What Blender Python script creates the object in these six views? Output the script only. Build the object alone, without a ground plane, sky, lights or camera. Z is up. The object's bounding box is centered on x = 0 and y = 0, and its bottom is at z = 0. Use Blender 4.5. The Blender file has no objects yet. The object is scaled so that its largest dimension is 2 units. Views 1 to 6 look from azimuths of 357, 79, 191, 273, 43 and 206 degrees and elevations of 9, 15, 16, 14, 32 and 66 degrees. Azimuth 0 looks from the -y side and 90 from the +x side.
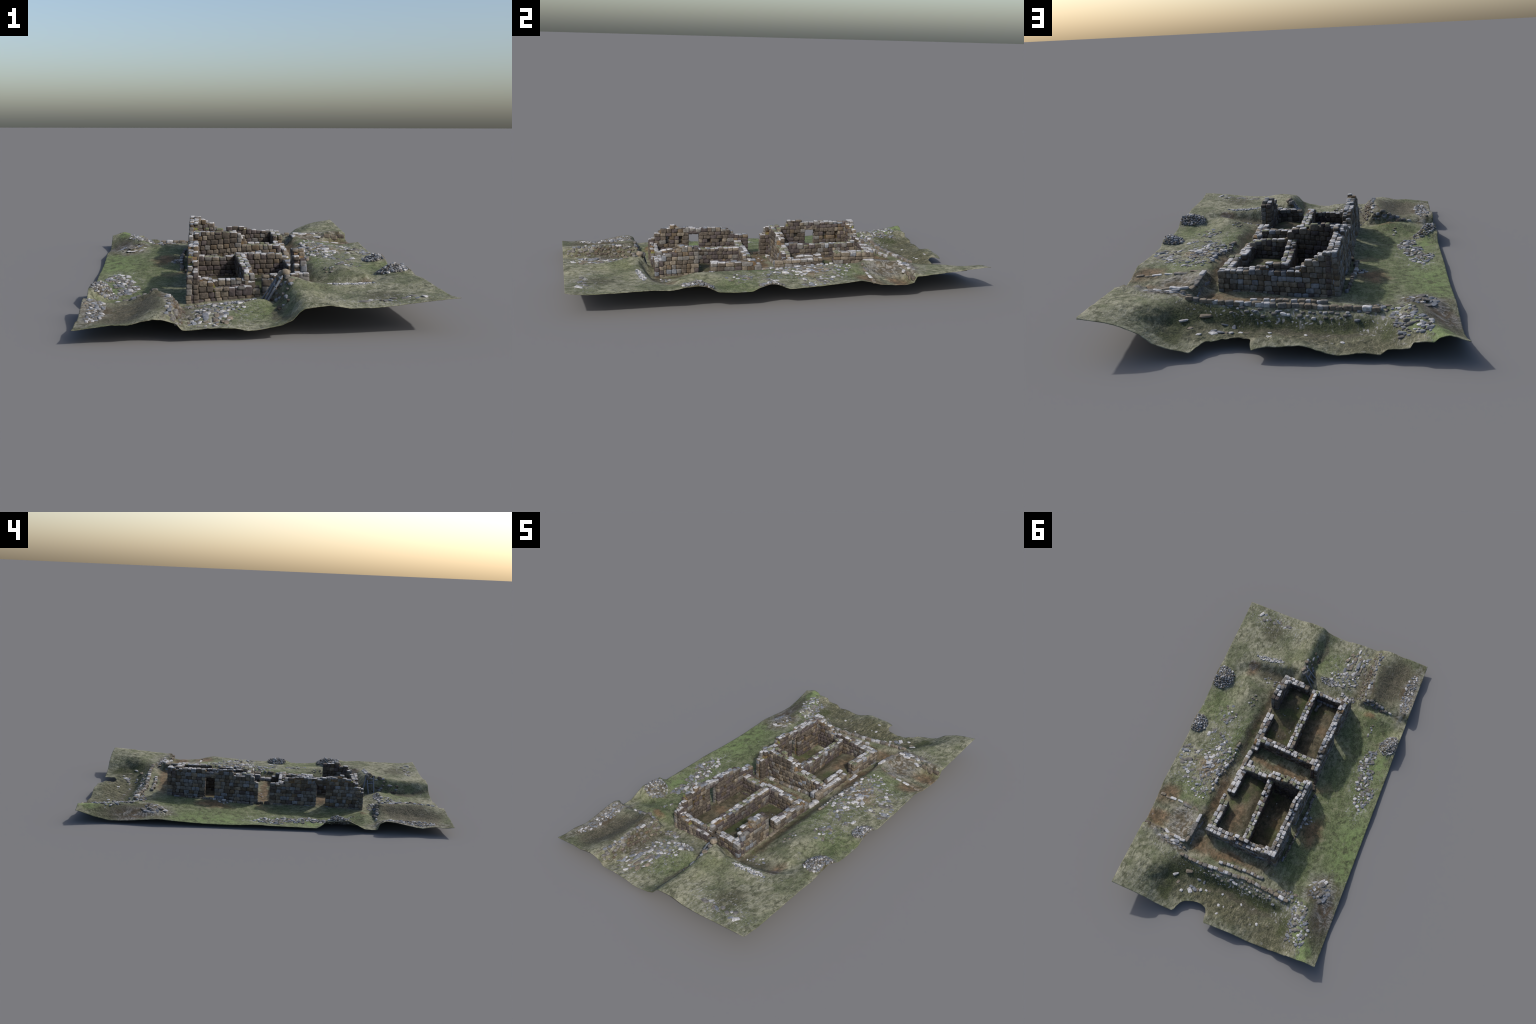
# Ruined dry-stone house with two blocks of rooms, standing on a rough patch of
# hillside.  Everything is described by survey-style lines (break lines of the
# ground, centre lines and top profiles of the walls) and rules for the masonry.
import bpy, math, random
import numpy as np
from mathutils import Matrix, Vector, Euler, noise as mnoise

SEED = 7
rng = random.Random(SEED)

# --------------------------------------------------------------------------
# 1. GROUND
# --------------------------------------------------------------------------
# plan corners of the patch (x, y)
CORNER = {"se": (0.640, -0.920), "sw": (-0.505, -0.999),
          "nw": (-0.637, 0.928), "ne": (0.504, 0.999)}

# heights along the four cut edges: (position along x or y, z)
SOUTH_EDGE = [(-0.503, .045), (-.389, .058), (-.348, .057), (-.275, .072), (-.244, .068), (-.207, .056),
              (-.192, .038), (-.155, .038), (-.118, .042), (-.039, .040), (-.001, .031), (.036, .034),
              (.10, .045), (.133, .059), (.154, .083), (.171, .093), (.241, .101), (.301, .090),
              (.406, .092), (.500, .102), (.64, .115)]
EAST_EDGE = [(-.92, .112), (-.833, .103), (-.716, .104), (-.566, .107), (-.485, .102), (-.420, .113),
             (-.371, .115), (-.338, .110), (-.287, .084), (-.220, .078), (-.135, .078), (-.101, .095),
             (-.058, .106), (-.024, .104), (.030, .081), (.135, .084), (.270, .092), (.361, .101),
             (.398, .094), (.454, .078), (.568, .069), (.618, .078), (.630, .105), (.736, .113),
             (.818, .120), (.993, .133)]
NORTH_EDGE = [(.502, .129), (.430, .119), (.374, .105), (.320, .081), (.283, .052), (.233, .034),
              (.169, .021), (.146, .033), (.120, .034), (.070, .034), (.01, .034), (-.004, .026),
              (-.035, .039), (-.084, .042), (-.149, .047), (-.187, .039), (-.229, .022), (-.267, .015),
              (-.315, .023), (-.352, .023), (-.384, .018), (-.405, .035), (-.468, .038), (-.478, .058),
              (-.535, .057), (-.550, .072), (-.576, .078), (-.597, .073), (-.633, .060)]
WEST_EDGE = [(.925, .060), (.838, .032), (.759, .014), (.679, .015), (.512, .030), (.414, .022),
             (.299, .016), (.148, .014), (.024, .020), (-.073, .017), (-.207, .015), (-.296, .014),
             (-.317, .025), (-.342, .049), (-.382, .053), (-.462, .057), (-.508, .037), (-.545, .018),
             (-.607, .018), (-.618, .051), (-.648, .065), (-.701, .059), (-.774, .044), (-.837, .034),
             (-.898, .044), (-.952, .040), (-.995, .045)]

# break lines inside the patch: crests, toes, floors (x, y, z)
BREAKLINES = {
    # lawn west of the house
    "lawn_by_wall": [(-.245, .55, .050), (-.25, .40, .048), (-.25, .28, .045), (-.25, .12, .030),
                     (-.24, -.05, .021), (-.235, -.25, .021), (-.225, -.45, .018), (-.215, -.55, .018)],
    "lawn_middle": [(-.38, .48, .042), (-.39, .30, .036), (-.39, .10, .023), (-.39, -.10, .014),
                    (-.37, -.28, .012), (-.34, -.40, .014)],
    "lawn_outer": [(-.52, .42, .030), (-.51, .25, .022), (-.50, .10, .016), (-.49, -.10, .016),
                   (-.47, -.22, .013), (-.43, -.34, .011)],
    "lawn_hump": [(-.29, -.535, .036), (-.333, -.54, .050), (-.38, -.545, .042), (-.44, -.56, .028),
                  (-.50, -.57, .018)],
    "lawn_hump_foot": [(-.27, -.48, .018), (-.33, -.47, .020), (-.40, -.47, .018), (-.47, -.51, .014)],
    # heap of stones on the west edge
    "west_cairn_top": [(-.490, -.375, .060), (-.500, -.405, .070), (-.515, -.42, .066), (-.52, -.455, .060)],
    "west_cairn_toe": [(-.515, -.325, .018), (-.476, -.345, .014), (-.455, -.40, .013), (-.47, -.47, .016), (-.50, -.51, .025)],
    # hollow ruin in the south-west corner
    "sw_ruin_north_toe": [(-.215, -.60, .022), (-.250, -.590, .024), (-.31, -.595, .034), (-.38, -.60, .036),
                          (-.452, -.603, .028), (-.50, -.60, .022)],
    "sw_ruin_north_crest": [(-.250, -.608, .062), (-.297, -.622, .090), (-.345, -.625, .066),
                            (-.395, -.622, .048), (-.452, -.618, .038), (-.53, -.622, .052)],
    "sw_ruin_east_crest": [(-.250, -.62, .066), (-.246, -.68, .076), (-.238, -.75, .083), (-.232, -.83, .080),
                           (-.232, -.90, .078), (-.245, -.975, .070)],
    "sw_ruin_east_toe": [(-.212, -.625, .022), (-.205, -.70, .030), (-.200, -.78, .038), (-.195, -.88, .040),
                         (-.193, -.97, .038)],
    "sw_ruin_floor": [(-.330, -.67, .058), (-.386, -.672, .046), (-.34, -.76, .052), (-.36, -.85, .042),
                      (-.38, -.93, .046)],
    "sw_ruin_west_ridge": [(-.50, -.65, .060), (-.47, -.70, .050), (-.462, -.786, .046), (-.455, -.87, .044),
                           (-.44, -.95, .050)],
    # slope of tumbled stone south of the house
    "south_ditch": [(-.185, -.565, .019), (-.10, -.570, .026), (-.03, -.575, .032), (.05, -.575, .036)],
    "south_rubble": [(-.10, -.635, .040), (-.017, -.645, .047), (.045, -.655, .060), (.07, -.66, .058)],
    "south_slope": [(-.13, -.72, .036), (-.06, -.74, .036), (.02, -.74, .038), (.075, -.72, .046)],
    "south_slope_low": [(-.137, -.82, .040), (-.05, -.85, .036), (.02, -.86, .032), (.08, -.85, .036)],
    # steep west side of the grassy bank in the south-east
    "cleft_toe": [(.085, -.585, .034), (.095, -.64, .044), (.102, -.70, .046), (.108, -.78, .042),
                  (.110, -.86, .042), (.108, -.945, .050)],
    "cleft_crest": [(.140, -.598, .132), (.148, -.64, .126), (.150, -.675, .121), (.155, -.74, .104),
                    (.160, -.83, .098), (.165, -.90, .098), (.168, -.945, .094)],
    "se_bank_lip": [(.19, -.605, .108), (.23, -.598, .098), (.29, -.590, .093), (.351, -.582, .092), (.42, -.560, .092),
                    (.478, -.530, .095), (.53, -.48, .10)],
    "se_bank_foot": [(.19, -.567, .044), (.24, -.560, .044), (.29, -.548, .050), (.36, -.538, .060), (.43, -.508, .070),
                     (.47, -.47, .080)],
    "se_bank_top": [(.24, -.68, .092), (.307, -.697, .090), (.40, -.67, .090), (.52, -.64, .100)],
    "se_bank_back": [(.24, -.80, .088), (.32, -.82, .090), (.394, -.834, .094), (.48, -.85, .101), (.553, -.879, .110)],
    # trench along the east wall and the hillside beyond
    "east_trench": [(.245, -.54, .043), (.245, -.45, .046), (.245, -.33, .054), (.24, -.17, .060), (.235, -.02, .060),
                    (.225, .12, .066), (.222, .28, .074), (.222, .42, .071), (.225, .52, .066)],
    "east_bank_edge": [(.335, -.45, .070), (.305, -.38, .076), (.290, -.28, .083), (.278, -.16, .083), (.275, -.05, .082),
                       (.272, .05, .086), (.272, .18, .094), (.276, .30, .102), (.268, .40, .100)],
    "east_hill": [(.43, -.43, .100), (.375, -.36, .108), (.37, -.30, .104), (.39, -.20, .090), (.38, -.08, .087), (.39, .04, .090),
                  (.39, .16, .097), (.38, .28, .100), (.40, .37, .092)],
    "east_hill_outer": [(.50, -.27, .082), (.48, -.14, .082), (.47, .02, .086), (.47, .12, .088), (.47, .26, .092),
                        (.50, .36, .092)],
    "south_cairn_top": [(.53, -.37, .116), (.555, -.36, .121), (.575, -.385, .118)],
    "south_cairn_toe": [(.51, -.30, .084), (.482, -.345, .078), (.49, -.42, .088), (.53, -.455, .100)],
    "middle_cairn_top": [(.535, -.045, .104), (.550, -.035, .107), (.558, -.06, .106)],
    "middle_cairn_toe": [(.515, -.11, .082), (.50, -.05, .081), (.51, .02, .082)],
    # quarried rock shelf in the north-east
    "rock_shelf_west_crest": [(.262, .452, .113), (.262, .52, .112), (.266, .58, .110), (.270, .628, .107)],
    "rock_shelf_west_toe": [(.240, .43, .080), (.236, .48, .067), (.238, .56, .064), (.240, .645, .066)],
    "rock_shelf_south": [(.32, .438, .102), (.40, .425, .092), (.47, .428, .085), (.525, .43, .082)],
    "rock_shelf_floor": [(.31, .52, .086), (.36, .50, .080), (.42, .50, .078), (.48, .49, .074)],
    "rock_shelf_floor_back": [(.32, .58, .084), (.38, .575, .078), (.45, .56, .068), (.50, .56, .066)],
    "rock_shelf_north": [(.30, .632, .103), (.36, .622, .098), (.41, .612, .080), (.44, .606, .064), (.50, .605, .066)],
    "rock_knob": [(.425, .622, .108), (.45, .622, .117), (.50, .622, .116)],
    "rock_knob_back": [(.43, .66, .104), (.48, .67, .109)],
    "ne_hill": [(.275, .70, .096), (.34, .70, .100), (.42, .72, .108), (.48, .76, .115)],
    "ne_hill_back": [(.30, .80, .090), (.36, .83, .107), (.42, .86, .116), (.46, .92, .124)],
    "ne_hill_foot": [(.24, .77, .062), (.27, .83, .052), (.29, .90, .050), (.30, .95, .062)],
    # yard and bank north of the house
    "yard_by_wall": [(.20, .565, .062), (.05, .565, .055), (-.10, .565, .053), (-.22, .565, .051)],
    "yard_path": [(.20, .65, .070), (.06, .625, .061), (-.12, .605, .056), (-.25, .60, .054), (-.34, .58, .050)],
    "north_bank_crest": [(.25, .700, .090), (.174, .704, .080), (.10, .697, .072), (.0, .688, .064), (-.10, .680, .058),
                         (-.181, .682, .052), (-.27, .686, .052), (-.347, .690, .054), (-.40, .665, .052)],
    "north_bank_shelf": [(.17, .726, .068), (.05, .720, .060), (-.08, .710, .044), (-.2, .710, .040), (-.3, .712, .044)],
    "north_bank_foot": [(.20, .775, .046), (.159, .772, .040), (.077, .760, .022), (-.061, .750, .016), (-.17, .747, .013),
                        (-.28, .745, .014), (-.355, .745, .022)],
    "north_flat": [(.22, .86, .040), (.12, .85, .030), (.0, .85, .026), (-.12, .86, .030), (-.25, .85, .014), (-.36, .84, .014)],
    "north_hump": [(-.02, .93, .052), (-.07, .92, .054), (-.14, .925, .050)],
    "nw_ridge_crest": [(-.411, .62, .055), (-.457, .668, .072), (-.49, .73, .068), (-.52, .80, .068), (-.55, .87, .074)],
    "nw_ridge_east_foot": [(-.405, .69, .046), (-.42, .75, .052), (-.435, .83, .044), (-.455, .90, .034)],
    "nw_ridge_west_foot": [(-.60, .83, .042), (-.575, .72, .030), (-.57, .62, .026)],
    "nw_rock": [(-.45, .545, .058), (-.488, .508, .055), (-.54, .52, .045), (-.52, .58, .050), (-.46, .60, .060)],
    "nw_rock_foot": [(-.43, .47, .038), (-.49, .465, .032), (-.55, .465, .030), (-.42, .53, .044)],
    # floors of the house
    "northwest_room": [(-.15, .45, .030), (-.12, .30, .028), (-.15, .15, .028)],
    "northwest_room_inner": [(-.05, .46, .028), (-.04, .30, .026), (-.04, .15, .028)],
    "northeast_room": [(.03, .46, .072), (.04, .30, .070), (.05, .15, .066)],
    "northeast_room_outer": [(.14, .46, .076), (.14, .30, .074), (.14, .15, .068)],
    "northeast_doorway": [(.17, .30, .070), (.21, .30, .072)],
    "passage": [(-.21, -.005, .024), (-.12, .0, .032), (0, .0, .038), (.10, .0, .044), (.17, .0, .052)],
    "southwest_room": [(-.13, -.15, .040), (-.12, -.32, .042), (-.12, -.48, .042)],
    "southwest_room_inner": [(-.04, -.15, .040), (-.03, -.32, .042), (-.02, -.48, .044)],
    "southeast_room": [(.04, -.15, .038), (.05, -.32, .054), (.06, -.48, .058)],
    "southeast_room_outer": [(.14, -.15, .046), (.145, -.24, .058), (.15, -.30, .064), (.15, -.48, .066)],
}


def lerp_profile(points, t):
    p = sorted(points)
    return np.interp(t, [a for a, _ in p], [b for _, b in p])


def edge_point(a, b, axis, value):
    (x0, y0), (x1, y1) = CORNER[a], CORNER[b]
    if axis == 0:
        f = (value - x0) / (x1 - x0)
    else:
        f = (value - y0) / (y1 - y0)
    return x0 + f * (x1 - x0), y0 + f * (y1 - y0)


def survey_points(step=0.028):
    pts = []

    def densify(line, st):
        for (a, b) in zip(line[:-1], line[1:]):
            n = max(1, int(math.dist(a[:2], b[:2]) / st))
            for i in range(n):
                f = i / n
                pts.append(tuple(a[k] + (b[k] - a[k]) * f for k in range(3)))
        pts.append(tuple(line[-1]))

    for line in BREAKLINES.values():
        densify(line, step)
    for prof, a, b, ax in ((SOUTH_EDGE, "sw", "se", 0), (EAST_EDGE, "se", "ne", 1),
                           (NORTH_EDGE, "ne", "nw", 0), (WEST_EDGE, "nw", "sw", 1)):
        densify([(*edge_point(a, b, ax, v), z) for v, z in prof], 0.02)
    out, seen = [], set()
    for p in pts:
        k = (round(p[0] / .004), round(p[1] / .004))
        if k not in seen:
            seen.add(k)
            out.append(p)
    return np.array(out)


SP = survey_points()
_d = np.hypot(SP[:, None, 0] - SP[None, :, 0], SP[:, None, 1] - SP[None, :, 1])
_n = len(SP)
_A = np.zeros((_n + 3, _n + 3))
_A[:_n, :_n] = -_d + np.eye(_n) * 0.0005
_P = np.c_[np.ones(_n), SP[:, :2]]
_A[:_n, _n:] = _P
_A[_n:, :_n] = _P.T
_W = np.linalg.solve(_A, np.r_[SP[:, 2], 0, 0, 0])


def ground_z(x, y):
    x = np.atleast_1d(np.asarray(x, float))
    y = np.atleast_1d(np.asarray(y, float))
    out = np.empty(len(x))
    for i in range(0, len(x), 4000):
        xs, ys = x[i:i + 4000], y[i:i + 4000]
        d = np.hypot(xs[:, None] - SP[None, :, 0], ys[:, None] - SP[None, :, 1])
        out[i:i + 4000] = -d @ _W[:_n] + _W[_n] + _W[_n + 1] * xs + _W[_n + 2] * ys
    return out


def gz(x, y):
    return float(ground_z(x, y)[0])


# bite out of the north edge: (x, how far the edge steps back)
NOTCH = [(.176, 0), (.166, .008), (.160, .034), (.148, .056), (.130, .072), (.100, .083), (.070, .089), (.040, .086),
         (.015, .076), (.004, .060), (-.001, .048), (-.004, .020), (-.012, 0)]

# how rough the ground is: (centre x, y, radius x, y, amplitude)
ROUGH = [(-.05, .86, .40, .09, .0085), (-.37, -.80, .14, .20, .0030), (-.50, .58, .12, .13, .0045),
         (.38, .53, .14, .12, .0065), (-.06, -.78, .16, .16, .0038), (.36, .10, .12, .22, .0022),
         (.36, -.76, .30, .16, .0018), (.555, -.36, .07, .07, .003), (-.51, -.41, .06, .07, .003),
         (.33, .86, .16, .12, .0042)]


def build_ground():
    nu, nv = 300, 500
    u = np.linspace(0, 1, nu)
    v = np.linspace(0, 1, nv)
    U, V = np.meshgrid(u, v)
    sw, se, ne, nw = (np.array(CORNER[k]) for k in ("sw", "se", "ne", "nw"))
    X = (sw[0] * (1 - U) + se[0] * U) * (1 - V) + (nw[0] * (1 - U) + ne[0] * U) * V
    Y = (sw[1] * (1 - U) + se[1] * U) * (1 - V) + (nw[1] * (1 - U) + ne[1] * U) * V
    bite = np.interp(X, [a for a, _ in sorted(NOTCH)], [b for _, b in sorted(NOTCH)])
    Y = Y - bite * np.clip((V - 0.80) / 0.20, 0, 1) ** 1.2
    x, y = X.ravel(), Y.ravel()
    z = ground_z(x, y).reshape(X.shape)
    for _ in range(1):          # soften the survey facets a little
        zi = z.copy()
        zi[1:-1, 1:-1] = (z[1:-1, 1:-1] * 2 + z[:-2, 1:-1] + z[2:, 1:-1] + z[1:-1, :-2] + z[1:-1, 2:]) / 6
        z = zi
    amp = np.full(len(x), 0.0016)
    for cx, cy, rx, ry, a in ROUGH:
        w = np.exp(-((x - cx) / rx) ** 2 - ((y - cy) / ry) ** 2)
        amp = np.maximum(amp, a * w)
    lump = np.array([mnoise.noise((a * 26, b * 26, 3.1)) * .55 + mnoise.noise((a * 62, b * 62, 7.7)) * .35
                     + mnoise.noise((a * 130, b * 130, 1.7)) * .18 for a, b in zip(x, y)])
    zf = z.ravel() + lump * amp * 1.5
    zf = np.maximum(zf, 0.005)
    n = nu * nv
    thick = 0.0016
    co = np.empty((2 * n, 3))
    co[:n, 0], co[:n, 1], co[:n, 2] = x, y, zf
    co[n:, 0], co[n:, 1], co[n:, 2] = x, y, np.maximum(zf - thick, 0)
    idx = np.arange(n).reshape(nv, nu)
    q = np.stack([idx[:-1, :-1], idx[:-1, 1:], idx[1:, 1:], idx[1:, :-1]], -1).reshape(-1, 4)
    bottom = (q + n)[:, ::-1]
    ring = np.r_[idx[0, :], idx[1:, -1], idx[-1, -2::-1], idx[-2:0:-1, 0]]
    nxt = np.roll(ring, -1)
    rim = np.stack([ring, ring + n, nxt + n, nxt], -1)
    faces = np.r_[q, bottom, rim]
    return co, faces


def mesh_from_arrays(name, co, faces, mat_index=None, smooth=True):
    me = bpy.data.meshes.new(name)
    nf, k = faces.shape
    me.vertices.add(len(co))
    me.vertices.foreach_set("co", np.ascontiguousarray(co, np.float32).ravel())
    me.loops.add(nf * k)
    me.loops.foreach_set("vertex_index", np.ascontiguousarray(faces, np.int32).ravel())
    me.polygons.add(nf)
    me.polygons.foreach_set("loop_start", np.arange(0, nf * k, k, dtype=np.int32))
    if mat_index is not None:
        me.polygons.foreach_set("material_index", np.ascontiguousarray(mat_index, np.int32))
    me.polygons.foreach_set("use_smooth", np.full(nf, smooth))
    me.update(calc_edges=True)
    me.validate()
    return me


# --------------------------------------------------------------------------
# 2. MATERIALS
# --------------------------------------------------------------------------
class Nodes:
    def __init__(self, name, rough=0.9):
        self.mat = bpy.data.materials.new(name)
        self.mat.use_nodes = True
        self.nt = self.mat.node_tree
        self.bsdf = self.nt.nodes["Principled BSDF"]
        self.bsdf.inputs["Roughness"].default_value = rough
        if "Specular IOR Level" in self.bsdf.inputs:
            self.bsdf.inputs["Specular IOR Level"].default_value = 0.2
        self.tc = self.nt.nodes.new("ShaderNodeTexCoord")

    def new(self, kind, **kw):
        n = self.nt.nodes.new(kind)
        for k, v in kw.items():
            setattr(n, k, v)
        return n

    def link(self, a, b):
        self.nt.links.new(a, b)

    def put(self, socket, v):
        if hasattr(v, "default_value") or hasattr(v, "is_linked"):
            self.link(v, socket)
        else:
            socket.default_value = v

    def math(self, op, a, b=0.0, c=None, clamp=False):
        n = self.new("ShaderNodeMath", operation=op, use_clamp=clamp)
        self.put(n.inputs[0], a)
        self.put(n.inputs[1], b)
        if c is not None:
            self.put(n.inputs[2], c)
        return n.outputs[0]

    def smooth(self, v, lo, hi):
        n = self.new("ShaderNodeMapRange", interpolation_type="SMOOTHSTEP")
        self.put(n.inputs["Value"], v)
        n.inputs["From Min"].default_value = lo
        n.inputs["From Max"].default_value = hi
        return n.outputs["Result"]

    def mix(self, f, a, b):
        n = self.new("ShaderNodeMix", data_type="RGBA")
        self.put(n.inputs[0], f)
        for s, v in ((n.inputs[6], a), (n.inputs[7], b)):
            if isinstance(v, tuple):
                s.default_value = (*v, 1)
            else:
                self.link(v, s)
        return n.outputs[2]

    def coords(self, scale=(1, 1, 1), rot=0.0, src=None):
        m = self.new("ShaderNodeMapping")
        m.inputs["Scale"].default_value = scale
        m.inputs["Rotation"].default_value = (0, 0, rot)
        self.link(src or self.tc.outputs["Object"], m.inputs["Vector"])
        return m.outputs["Vector"]

    def noise(self, scale, detail=3, vec=None, rough=.55, distort=0.0):
        n = self.new("ShaderNodeTexNoise")
        n.inputs["Scale"].default_value = scale
        n.inputs["Detail"].default_value = detail
        n.inputs["Roughness"].default_value = rough
        n.inputs["Distortion"].default_value = distort
        self.link(vec or self.tc.outputs["Object"], n.inputs["Vector"])
        return n.outputs["Fac"]

    def bump(self, height, strength, dist):
        b = self.new("ShaderNodeBump")
        b.inputs["Strength"].default_value = strength
        b.inputs["Distance"].default_value = dist
        self.link(height, b.inputs["Height"])
        self.link(b.outputs["Normal"], self.bsdf.inputs["Normal"])

    def colour(self, c):
        if isinstance(c, tuple):
            self.bsdf.inputs["Base Color"].default_value = (*c, 1)
        else:
            self.link(c, self.bsdf.inputs["Base Color"])


GROUND_CELLS = [(x0, x1, y0, y1) for y0, y1 in ((-1.1, -.56), (-.56, -.12), (-.12, .22), (.22, .56), (.56, 1.1))
                for x0, x1 in ((-.7, -.24), (-.24, .23), (.23, .7))]


def ground_material(cell):
    """the same recipe everywhere; each cell of the patch only carries the blotches that reach it"""
    N = Nodes("hillside_ground", .95)
    obj = N.tc.outputs["Object"]
    # warped position, so that no patch has a clean outline
    warp = N.new("ShaderNodeTexNoise")
    warp.inputs["Scale"].default_value = 9
    warp.inputs["Detail"].default_value = 4
    N.link(obj, warp.inputs["Vector"])
    sub = N.new("ShaderNodeVectorMath", operation="SUBTRACT")
    N.link(warp.outputs["Color"], sub.inputs[0])
    sub.inputs[1].default_value = (.5, .5, .5)
    mul = N.new("ShaderNodeVectorMath", operation="SCALE")
    N.link(sub.outputs[0], mul.inputs[0])
    mul.inputs["Scale"].default_value = .14
    add = N.new("ShaderNodeVectorMath", operation="ADD")
    N.link(obj, add.inputs[0])
    N.link(mul.outputs[0], add.inputs[1])
    warped = add.outputs[0]

    def patch(cx, cy, rx, ry, rot=0.0, soft=.45):
        m = N.new("ShaderNodeMapping", vector_type="TEXTURE")
        m.inputs["Location"].default_value = (cx, cy, 0)
        m.inputs["Rotation"].default_value = (0, 0, math.radians(rot))
        m.inputs["Scale"].default_value = (rx, ry, 1000)
        N.link(warped, m.inputs["Vector"])
        d = N.new("ShaderNodeVectorMath", operation="LENGTH")
        N.link(m.outputs[0], d.inputs[0])
        n = N.new("ShaderNodeMapRange", interpolation_type="SMOOTHSTEP")
        N.link(d.outputs["Value"], n.inputs["Value"])
        n.inputs["From Min"].default_value = 1 - soft
        n.inputs["From Max"].default_value = 1 + soft
        n.inputs["To Min"].default_value = 1
        n.inputs["To Max"].default_value = 0
        return n.outputs["Result"]

    def patches(lst):
        out = None
        for p in lst:
            reach = max(p[2], p[3]) if (len(p) > 4 and p[4]) else None
            grow = 1 + (p[5] if len(p) > 5 else .45)
            hx, hy = (reach or p[2]) * grow + .08, (reach or p[3]) * grow + .08
            if p[0] + hx < cell[0] or p[0] - hx > cell[1] or p[1] + hy < cell[2] or p[1] - hy > cell[3]:
                continue
            m = patch(*p)
            out = m if out is None else N.math("MAXIMUM", out, m)
        if out is None:
            v = N.new("ShaderNodeValue")
            v.outputs[0].default_value = 0.0
            out = v.outputs[0]
        return out

    fine = N.noise(150, 4)
    mid = N.noise(34, 4)
    big = N.noise(8, 3)
    blot = N.noise(15, 5, N.coords((1.5, .8, 1), .4), .6, 1.0)
    streak = N.noise(30, 4, N.coords((3.2, .8, 1), .35), distort=1.2)
    blades = N.noise(210, 2, N.coords((1.6, .55, 1), .5))

    straw = N.mix(N.smooth(mid, .32, .68), (.115, .119, .072), (.262, .258, .180))
    straw = N.mix(N.smooth(streak, .44, .70), straw, (.290, .282, .210))
    straw = N.mix(N.math("MULTIPLY", N.smooth(blot, .54, .68), .75), straw, (.075, .082, .045))
    olive = N.mix(N.smooth(fine, .3, .7), (.058, .070, .036), (.140, .155, .085))
    col = N.mix(N.math("MULTIPLY", N.smooth(big, .44, .66), .8), straw, olive)
    # brighter turf
    turf = N.mix(N.smooth(fine, .32, .72), (.070, .092, .038), (.168, .195, .095))
    turf = N.mix(N.smooth(mid, .48, .72), turf, (.185, .195, .112))
    turf = N.mix(N.math("MULTIPLY", N.smooth(blot, .54, .70), .6), turf, (.055, .075, .030))
    turf_mask = patches([(-.50, .24, .17, .24, 0, .5), (-.40, -.02, .18, .36, 0, .5), (-.36, -.42, .16, .18, 0, .5),
                         (-.33, .42, .12, .16, 0, .5), (-.53, .83, .05, .15, 12, .6), (-.42, .62, .05, .05, 0, .6),
                         (.37, .35, .12, .05, 0, .6), (.50, -.20, .10, .12, 0, .6), (.05, -.76, .09, .10, 20, .6),
                         (.30, -.06, .05, .20, 0, .6), (.10, .76, .26, .05, 0, .6)])
    col = N.mix(N.math("MULTIPLY", turf_mask, .88), col, turf)
    bright = patches([(-.53, .27, .09, .20, 0, .7), (-.53, .86, .035, .12, 12, .7), (-.50, -.26, .07, .08, 0, .7)])
    col = N.mix(N.math("MULTIPLY", bright, N.smooth(mid, .35, .6)), col, (.155, .208, .084))
    # dark scrub
    scrub = N.mix(N.smooth(fine, .3, .75), (.040, .040, .024), (.120, .115, .072))
    scrub = N.mix(N.smooth(streak, .50, .72), scrub, (.185, .172, .120))
    scrub_mask = patches([(-.08, .83, .26, .09, 0, .5), (.22, .82, .12, .10, 0, .5), (-.37, -.80, .085, .16, 0, .4),
                          (-.36, .88, .12, .09, 0, .5), (-.56, .70, .06, .16, 10, .5), (.43, -.80, .06, .06, 0, .7),
                          (-.30, -.66, .07, .05, 0, .5), (-.21, -.80, .025, .18, 0, .5), (.30, .60, .04, .05, 0, .6)])
    col = N.mix(N.math("MULTIPLY", scrub_mask, .85), col, scrub)
    hollow = N.mix(N.smooth(fine, .3, .7), (.045, .040, .030), (.120, .106, .078))  # dark brown hollows; shade at the north bank foot painted in too
    hollow_mask = patches([(-.36, -.80, .085, .15, 6, .5), (-.32, -.68, .06, .05, 0, .6), (-.20, -.74, .03, .10, 0, .5),
                           (.10, -.62, .03, .06, 0, .6), (.115, -.80, .016, .18, 0, .7), (.30, -.525, .11, .03, 12, .6),
                           (-.05, .755, .34, .03, -3, .5), (-.55, .66, .06, .10, 0, .6), (.26, -.10, .022, .30, 0, .6)])
    col = N.mix(N.math("MULTIPLY", hollow_mask, .75), col, hollow)
    moss = N.mix(N.smooth(fine, .3, .7), (.022, .030, .012), (.070, .080, .034))  # dark moss, deepened by the bank's baked shade put into the colour
    moss_shade_mask = patches([(.14, .742, .12, .030, 2, .5), (-.06, .736, .14, .028, 3, .5), (-.25, .735, .12, .026, 0, .5),
                         (.24, .80, .05, .07, 0, .6), (.24, .90, .05, .05, 0, .6), (-.40, .79, .04, .08, 8, .6)])
    col = N.mix(N.math("MULTIPLY", moss_shade_mask, .85), col, moss)
    # bare earth
    earth = N.mix(N.smooth(mid, .35, .7), (.090, .060, .036), (.200, .125, .072))
    earth = N.mix(N.smooth(fine, .45, .8), earth, (.170, .120, .070))
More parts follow.
